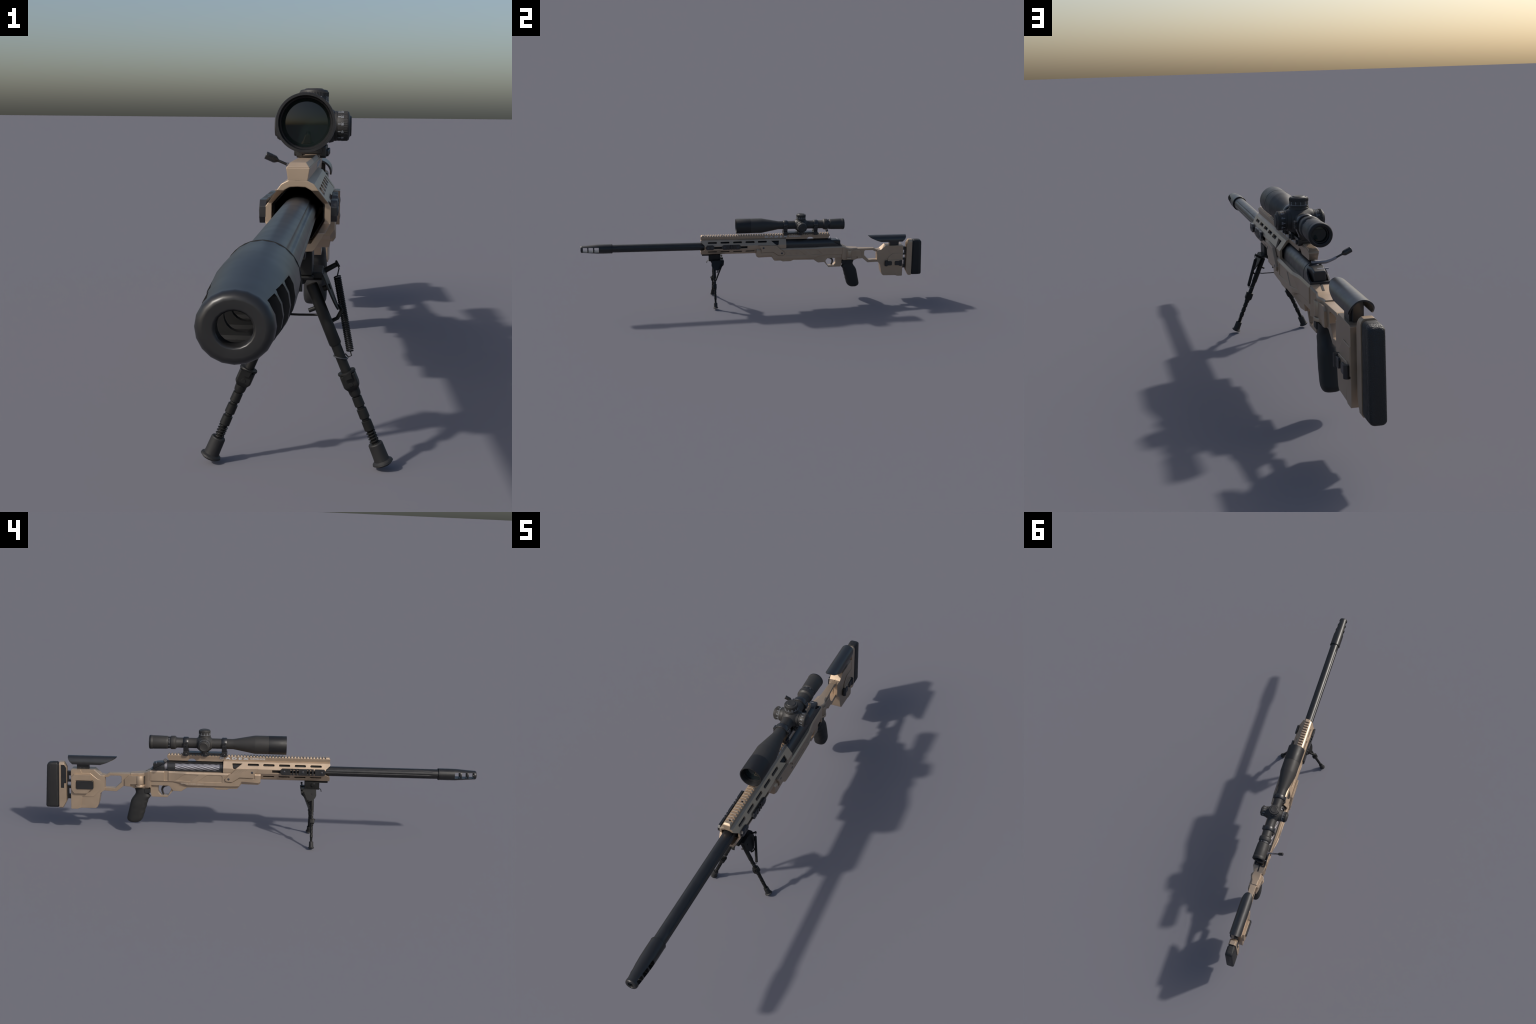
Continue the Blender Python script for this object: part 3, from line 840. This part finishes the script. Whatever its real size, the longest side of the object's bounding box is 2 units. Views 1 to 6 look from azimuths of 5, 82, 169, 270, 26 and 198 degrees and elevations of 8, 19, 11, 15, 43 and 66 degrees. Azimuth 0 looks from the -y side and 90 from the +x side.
eyep = part('eyepiece', Geo().add(turn(eye_prof, 56, closed=True), to_y(OPTIC)), SCOPE, scope, angle=28)
part('eye_cup', Geo().add(turn([(0.5100, 0.0318), (0.5104, 0.0324), (0.5160, 0.0320), (0.5182, 0.0302), (0.5186, 0.0258), (0.5165, 0.0230), (0.5040, 0.0205), (0.5040, 0.0195), (0.5100, 0.0195)], 56, closed=True), to_y(OPTIC)), SHADE, eyep, angle=28)
lens = [(0.0016 * (1 - ((8 - k) / 8) ** 2), 0.0196 * (8 - k) / 8 + 0.0003) for k in range(9)]
part('ocular_lens', Geo().add(turn([(-0.003, 0.0205)] + lens, 40), Matrix.Translation((0, 0.5045, OPTIC)) @ Matrix.Rotation(-pi / 2, 4, 'X')), LENS, eyep, angle=60)

TY = 0.2640


def turret(name, M, prof, ribs, rib_band, rr):
    t = part(name, Geo().add(turn(prof, 56), M), SCOPE, scope, angle=25)
    g = Geo()
    for k in range(ribs):
        a = 2 * pi * k / ribs
        b = turn([(rib_band[0], 0.0007), (rib_band[1], 0.0007)], 6)
        g.add(b, M @ Matrix.Translation((rr * cos(a), rr * sin(a), 0)))
    part('knurling', g, SCOPE, t, stuff=True)
    return t


def marks(t, M, h, rr, count, major, numbers, flip=1, start=0.0):
    """White index lines round a dial, longer every so often, with figures."""
    g = Geo()
    for k in range(count):
        a = start + 2 * pi * k / count
        big = (k % major == 0)
        ln, wd = (0.0050, 0.0008) if big else (0.0024, 0.0005)
        b = box(-wd, wd, -0.0003, 0.0003, h, h + ln)
        g.add(b, M @ Matrix.Rotation(a, 4, 'Z') @ Matrix.Translation((0, -rr, 0)))
        if big and numbers:
            tx = numbers[(k // major) % len(numbers)]
            w = 0.0026 * len(tx)
            lg = lettering('', tx, 0.0046, w, Matrix.Rotation(a, 4, 'Z') @ Matrix.Translation((-w / 2, -rr - 0.0002, h + ln + 0.0032)) @ Matrix.Rotation(pi / 2, 4, 'X'), INK, None, 0.0002)
            g.add(lg, M)
    part('scale_marks', g, INKDIM, t, stuff=True)


Mt = Matrix.Translation((0, TY, OPTIC))
el = turret('elevation_turret', Mt, [(0.0300, 0.0285), (0.0345, 0.0280), (0.0350, 0.0272), (0.0395, 0.0272), (0.0400, 0.0262), (0.0405, 0.0266), (0.0590, 0.0264), (0.0625, 0.0250), (0.0638, 0.0225), (0.0636, 0.0185), (0.0650, 0.0172), (0.0662, 0.0150), (0.0660, 0.0120), (0.0655, 0.0010)], 60, (0.0520, 0.0595), 0.0264)
marks(el, Mt, 0.0412, 0.0268, 60, 5, [str(k) for k in range(12)])
for s, nm in ((1, 'parallax_turret'), (-1, 'windage_turret')):
    Ms = Matrix.Translation((0, TY, OPTIC - 0.0010)) @ Matrix.Rotation(s * pi / 2, 4, 'Y')
    if s > 0:
        prof = [(0.0280, 0.0310), (0.0370, 0.0290), (0.0375, 0.0272), (0.0425, 0.0272), (0.0430, 0.0262), (0.0440, 0.0266), (0.0620, 0.0264), (0.0645, 0.0250), (0.0655, 0.0210), (0.0665, 0.0190), (0.0690, 0.0175), (0.0692, 0.0150), (0.0688, 0.0010)]
    else:
        prof = [(0.0280, 0.0310), (0.0370, 0.0290), (0.0375, 0.0272), (0.0425, 0.0272), (0.0430, 0.0260), (0.0440, 0.0262), (0.0630, 0.0258), (0.0660, 0.0240), (0.0670, 0.0200), (0.0672, 0.0202), (0.0690, 0.0196), (0.0702, 0.0180), (0.0696, 0.0160), (0.0692, 0.0150), (0.0692, 0.0010)]
    t = turret(nm, Ms, prof, 54, (0.0545, 0.0620), 0.0262)
    if s > 0:
        marks(t, Ms, 0.0445, 0.0267, 12, 1, ['40', '50', '70', '100', '200', '500', '25', '28', '30', '32', '35', '38'], start=0.4)
    else:
        marks(t, Ms, 0.0445, 0.0263, 60, 5, ['0', '1', '2', '3', '4', '5', '6', '5', '4', '3', '2', '1'])

# numbers on the magnification scale
ng = Geo()
for k, tx in enumerate(('27', '20', '15', '10', '7', '5')):
    a = radians(200 - 34 * k)
    w = 0.0065
    # local x tangential, local y towards the muzzle (-y), local z radial
    rad = Vector((sin(radians(62 - 34 * k)), 0, cos(radians(62 - 34 * k))))
    up = Vector((0, -1, 0))
    tan_ = up.cross(rad)
    Mx = Matrix((tan_, up, rad)).transposed().to_4x4()
    pos = rad * 0.0282 + Vector((0, 0.4262, OPTIC)) - tan_ * (w / 2)
    ng.add(lettering('', tx, 0.0060, w, Matrix.Translation(pos) @ Mx, INK, None, 0.0002))
part('scale_marks', ng, RINGINK, nr, stuff=True)

# ---------------------------------------------------------------- scope mount
mount = part('scope_mount', side([(0.1580, 0.4088), (0.3620, 0.4088), (0.3620, 0.4172), (0.1580, 0.4172)], -0.0185, 0.0185), BLACK, root, bevel=0.0012)
for y0, y1 in ((0.1605, 0.1835), (0.3375, 0.3610)):
    yc = (y0 + y1) / 2
    rp = [(y0, 0.0236), (y0, 0.0268), (y0 + 0.003, 0.0285), (y1 - 0.003, 0.0285), (y1, 0.0268), (y1, 0.0236)]
    rg = part('scope_ring', Geo().add(turn(rp, 48, closed=True), to_y(OPTIC)), BLACK, mount, angle=30)
    part('ring_saddle', along([(0.0200, 0.4130), (0.0200, 0.4280), (0.0262, 0.4420), (0.0285, 0.4560), (-0.0285, 0.4560), (-0.0262, 0.4420), (-0.0200, 0.4280), (-0.0200, 0.4130)], y0 + 0.0005, y1 - 0.0005), BLACK, mount,
         cut=[Geo().add(turn([(0.1, 0.0242), (0.5, 0.0242)], 48), to_y(OPTIC))], bevel=0.0010)
    for s in (1, -1):
        part('ring_lug', box(min(s * 0.0235, s * 0.0330), max(s * 0.0235, s * 0.0330), y0 + 0.0015, y1 - 0.0015, 0.4610, 0.4690), BLACK, rg, bevel=0.0014)
        part('ring_lug', box(min(s * 0.0235, s * 0.0325), max(s * 0.0235, s * 0.0325), y0 + 0.0015, y1 - 0.0015, 0.4500, 0.4590), BLACK, rg, bevel=0.0014)
        for yy in (y0 + 0.0065, y1 - 0.0065):
            part('ring_screw', rod((s * 0.0292, yy, 0.4480), (s * 0.0292, yy, 0.4700), 0.0024, 10), SCREW, rg)
for y0, y1 in ((0.1590, 0.1850), (0.2465, 0.2710), (0.3360, 0.3620)):
    for s in (1, -1):
        a, b = (0.0150, 0.0255) if s > 0 else (-0.0255, -0.0150)
        ft = part('clamp_foot', side(chamfered(y0, y1, 0.4020, 0.4235, 0.003), a, b), BLACK, mount, bevel=0.0012)
        part('clamp_nut', Geo().add(turn([(0, 0.0062), (0.0042, 0.0062), (0.0052, 0.0048)], 6), Matrix.Translation((s * 0.0250, (y0 + y1) / 2, 0.4110)) @ Matrix.Rotation(s * pi / 2, 4, 'Y')), BLACK, ft)

# ---------------------------------------------------------------- bipod
bmount = Geo()
bmount.add(side([(-0.3125, 0.2870), (-0.2050, 0.2870), (-0.2050, 0.2982), (-0.3125, 0.2982)], -0.0105, 0.0105))
bipod = part('bipod', bmount, BIPOD, root, bevel=0.0010)
part('mount_block', side([(-0.2735, 0.2610), (-0.2055, 0.2610), (-0.2055, 0.2930), (-0.2735, 0.2930)], -0.0185, 0.0185), BIPOD, bipod, bevel=0.0025)
part('clamp_screw', Geo().add(turn([(0, 0.0085), (0.003, 0.0085), (0.0045, 0.0070)], 20), to_x(-0.2425, 0.2780, -1)), BIPOD, bipod).data.transform(Matrix.Translation((-0.0182, 0, 0)))
part('clamp_screw', rod((-0.0182, -0.250, 0.2850), (-0.0215, -0.250, 0.2850), 0.0032, 12), SCREW, bipod)
part('base_plate', side(chamfered(-0.2745, -0.1990, 0.2560, 0.2608, 0.0015), -0.0200, 0.0200), BIPOD, bipod, bevel=0.0010)
part('plate_hook', sweep([(0, -0.2845, 0.2420), (0, -0.2835, 0.2490), (0, -0.2790, 0.2545), (0, -0.2730, 0.2575), (0, -0.2650, 0.2580)], 0.0022, 12, flat=(3.0, 0.8)), BIPOD, bipod, angle=50)
part('pivot_pin', rod((-0.0300, -0.2330, 0.2540), (0.0300, -0.2330, 0.2540), 0.0050, 14), BIPOD, bipod)
part('swivel_core', along([(-0.0140, 0.2600), (0.0140, 0.2600), (0.0080, 0.2460), (-0.0080, 0.2460)], -0.2500, -0.2200), BIPOD, bipod, bevel=0.0020)
# tension rod joining the two legs
part('cross_rod', sweep([(-0.040, -0.2300, 0.2010), (-0.034, -0.2180, 0.2000), (-0.028, -0.2150, 0.1990), (0.0, -0.2150, 0.1985), (0.028, -0.2150, 0.1990), (0.034, -0.2180, 0.2000), (0.040, -0.2300, 0.2010)], 0.0016, 8), BIPOD, bipod)

LEG_Y = -0.2425
FOOT = -0.0005
for s in (1, -1):
    top = Vector((s * 0.0190, LEG_Y, 0.2400))
    end = Vector((s * 0.1190, LEG_Y + 0.0010, 0.0000))
    M = frame(tuple(top), tuple(end))
    D = (end - top).normalized()
    T = (end - top).length

    def at(h, off=0.0, fwd=0.0):
        # a point h along the leg, off outwards (perpendicular in xz), fwd along +y
        n_ = Vector((D.z * -s, 0, D.x * s))
        n_ = Vector((s * abs(D.z), 0, abs(D.x)))
        return top + D * h + n_ * off + Vector((0, fwd, 0))

    leg = part('bipod_leg', Geo().add(turn([(-0.006, 0.0072), (-0.004, 0.0080), (0.0800, 0.0082), (0.0815, 0.0076), (0.0815, 0.0068), (0.1290, 0.0068)], 28), M), BIPOD, bipod, angle=30)
    # collar with flange and a squared lock body
    part('leg_collar', Geo().add(turn([(0.1205, 0.0070), (0.1205, 0.0120), (0.1225, 0.0125), (0.1237, 0.0120), (0.1242, 0.0095), (0.1440, 0.0092), (0.1455, 0.0080), (0.1530, 0.0077), (0.1560, 0.0068)], 24), M), BIPOD, leg, angle=30)
    lb = Geo()
    cc = at(0.1235)
    rot = M.to_3x3().to_4x4()
    bx = [[(x, y, h) for x, y in ((-0.0095, -0.0122), (0.0095, -0.0122), (0.0110, -0.0060), (0.0110, 0.0088), (-0.0110, 0.0088), (-0.0110, -0.0060))] for h in (0.1238, 0.1410)]
    bx.append([(x * 0.75, y * 0.75, 0.1465) for x, y in ((-0.0085, -0.0118), (0.0085, -0.0118), (0.0098, -0.0060), (0.0098, 0.0080), (-0.0098, 0.0080), (-0.0098, -0.0060))])
    # local frame: +z down the leg; make local -y face the muzzle
    Z = D
    Yv = Vector((0, 1, 0))
    Yv = (Yv - Z * Yv.dot(Z)).normalized()
    Xv = Yv.cross(Z)
    ML = Matrix((Xv, Yv, Z)).transposed().to_4x4()
    ML = Matrix.Translation(top) @ ML
    part('leg_lock', Geo().add(loft(bx), ML), BIPOD, leg, bevel=0.0015)
    part('lock_button', Geo().add(turn([(0, 0.0038), (0.0015, 0.0030)], 14), ML @ Matrix.Translation((0, -0.0112, 0.1370)) @ Matrix.Rotation(pi / 2, 4, 'X')), BIPOD, leg)
    part('lock_latch', Geo().add(box(-0.0060, 0.0060, -0.0150, -0.0105, 0.1220, 0.1240).add(box(-0.0050, 0.0050, -0.0160, -0.0145, 0.1225, 0.1290)), ML), BIPOD, leg)
    # notched extension rod
    prof = [(0.1500, 0.0066)]
    h = 0.1560
    for k in range(3):
        prof += [(h, 0.0054), (h + 0.0016, 0.0050), (h + 0.0022, 0.0068), (h + 0.0150, 0.0070), (h + 0.0165, 0.0052)]
        h += 0.0178
    prof += [(h, 0.0046), (0.2330, 0.0046)]
    part('leg_extension', Geo().add(turn(prof, 20), M), BIPOD, leg, angle=30)
    # small return spring above the foot
    p0, p1 = at(0.2085), at(0.2330)
    part('foot_spring', helix(tuple(p0), tuple(p1), 0.0060, 0.0009, 6), BIPOD, leg)
    part('foot', Geo().add(turn([(0.2270, 0.0060), (0.2270, 0.0092), (0.2285, 0.0100), (0.2480, 0.0104), (0.2520, 0.0108), (0.2540, 0.0138), (0.2562, 0.0145), (0.2590, 0.0110), (0.2602, 0.0070), (0.2606, 0.0020)], 28), M), RUBBER, leg, angle=24)
    # stamped cheek plate outside the leg top, its lug, stop screws
    pts = [(-0.2590, 0.2600), (-0.2600, 0.2340), (-0.2550, 0.2230), (-0.2470, 0.2155), (-0.2360, 0.2100), (-0.2280, 0.2090), (-0.2150, 0.2130), (-0.2030, 0.2250), (-0.1890, 0.2380), (-0.1860, 0.2600)]
    th = math.atan2(0.1, 0.24)
    pl = Geo()
    for dx in (0.0, 0.0024):
        for yy, zz in pts:
            d = (0.2620 - zz) / cos(th)
            hx = 0.0295 + dx * cos(th) + d * sin(th) * 1.02
            pl.v.append((s * hx, yy, 0.2620 - d * cos(th) + dx * sin(th)))
    n = len(pts)
    pl.f = [tuple(range(n))[::-1], tuple(range(n, 2 * n))] + [(i, (i + 1) % n, n + (i + 1) % n, n + i) for i in range(n)]
    plate = part('cheek_plate', pl, BIPOD, leg, bevel=0.0008)
    part('cheek_plate', side([(-0.2585, 0.2565), (-0.1880, 0.2565), (-0.1880, 0.2635), (-0.2585, 0.2635)], min(s * 0.012, s * 0.0318), max(s * 0.012, s * 0.0318)), BIPOD, leg, bevel=0.0014)
    part('plate_rivet', rod(tuple(at(0.006, 0.012, 0.002)), tuple(at(0.006, 0.0225, 0.002)), 0.0038, 14), BIPOD, leg)
    part('stop_screw', rod(tuple(at(0.026, -0.0075)), tuple(at(0.026, -0.0165)), 0.0030, 12), BIPOD, leg)
    part('stop_lug', sweep([tuple(at(0.052, 0.006, 0.012)), tuple(at(0.052, 0.014, 0.016)), tuple(at(0.044, 0.0235, 0.018)), tuple(at(0.036, 0.0215, 0.020))], 0.0020, 8, flat=(1.6, 1)), BIPOD, leg)
    # return spring on its peg, hooked to a wire ring round the tube
    peg0, peg1 = Vector((s * 0.0310, -0.1960, 0.2560)), Vector((s * 0.0525, -0.1940, 0.2680))
    part('spring_peg', Geo().add(turn([(0, 0.0038), (0.0205, 0.0034), (0.0215, 0.0052), (0.0240, 0.0050)], 14), frame(tuple(peg0), tuple(peg1))), BIPOD, leg)
    a, b = Vector((s * 0.0505, -0.1980, 0.2500)), Vector((s * 0.0700, -0.2375, 0.1555))
    part('leg_spring', helix(tuple(a), tuple(b), 0.0043, 0.0011, 42, n=6, per=12), BIPOD, leg)
    hook = part('spring_hook', sweep([tuple(peg0 + (peg1 - peg0) * 0.88), tuple((peg1 * 0.6 + a * 0.4) + Vector((s * 0.001, 0, 0))), tuple(a)], 0.0009, 8), BIPOD, leg)
    part('spring_hook', sweep([tuple(b), tuple(b + Vector((s * 0.0020, -0.002, -0.0060))), tuple(b + Vector((s * -0.0020, -0.003, -0.0080))), tuple(at(0.098, 0.0075))], 0.0009, 8), BIPOD, leg)
    loop = []
    for k in range(25):
        q = 2 * pi * k / 24
        p_ = ML @ Vector((0.0078 * cos(q), 0.0078 * sin(q), 0.1000 + (0.005 * cos(q) * (-s))))
        loop.append(tuple(p_))
    part('spring_hook', sweep(loop, 0.0010, 8), SCREW, leg)

# ---------------------------------------------------------------- settle on the ground
bpy.context.view_layer.update()
lo = [1e9] * 3
hi = [-1e9] * 3
meshes = {o.data for o in col.all_objects if o.type == 'MESH'}
for me in meshes:
    for v in me.vertices:
        for i in range(3):
            lo[i] = min(lo[i], v.co[i])
            hi[i] = max(hi[i], v.co[i])
shift = Vector((0.0, -(lo[1] + hi[1]) / 2, -lo[2]))
for me in meshes:
    me.transform(Matrix.Translation(shift))
print('extent', lo, hi, 'shift', shift)
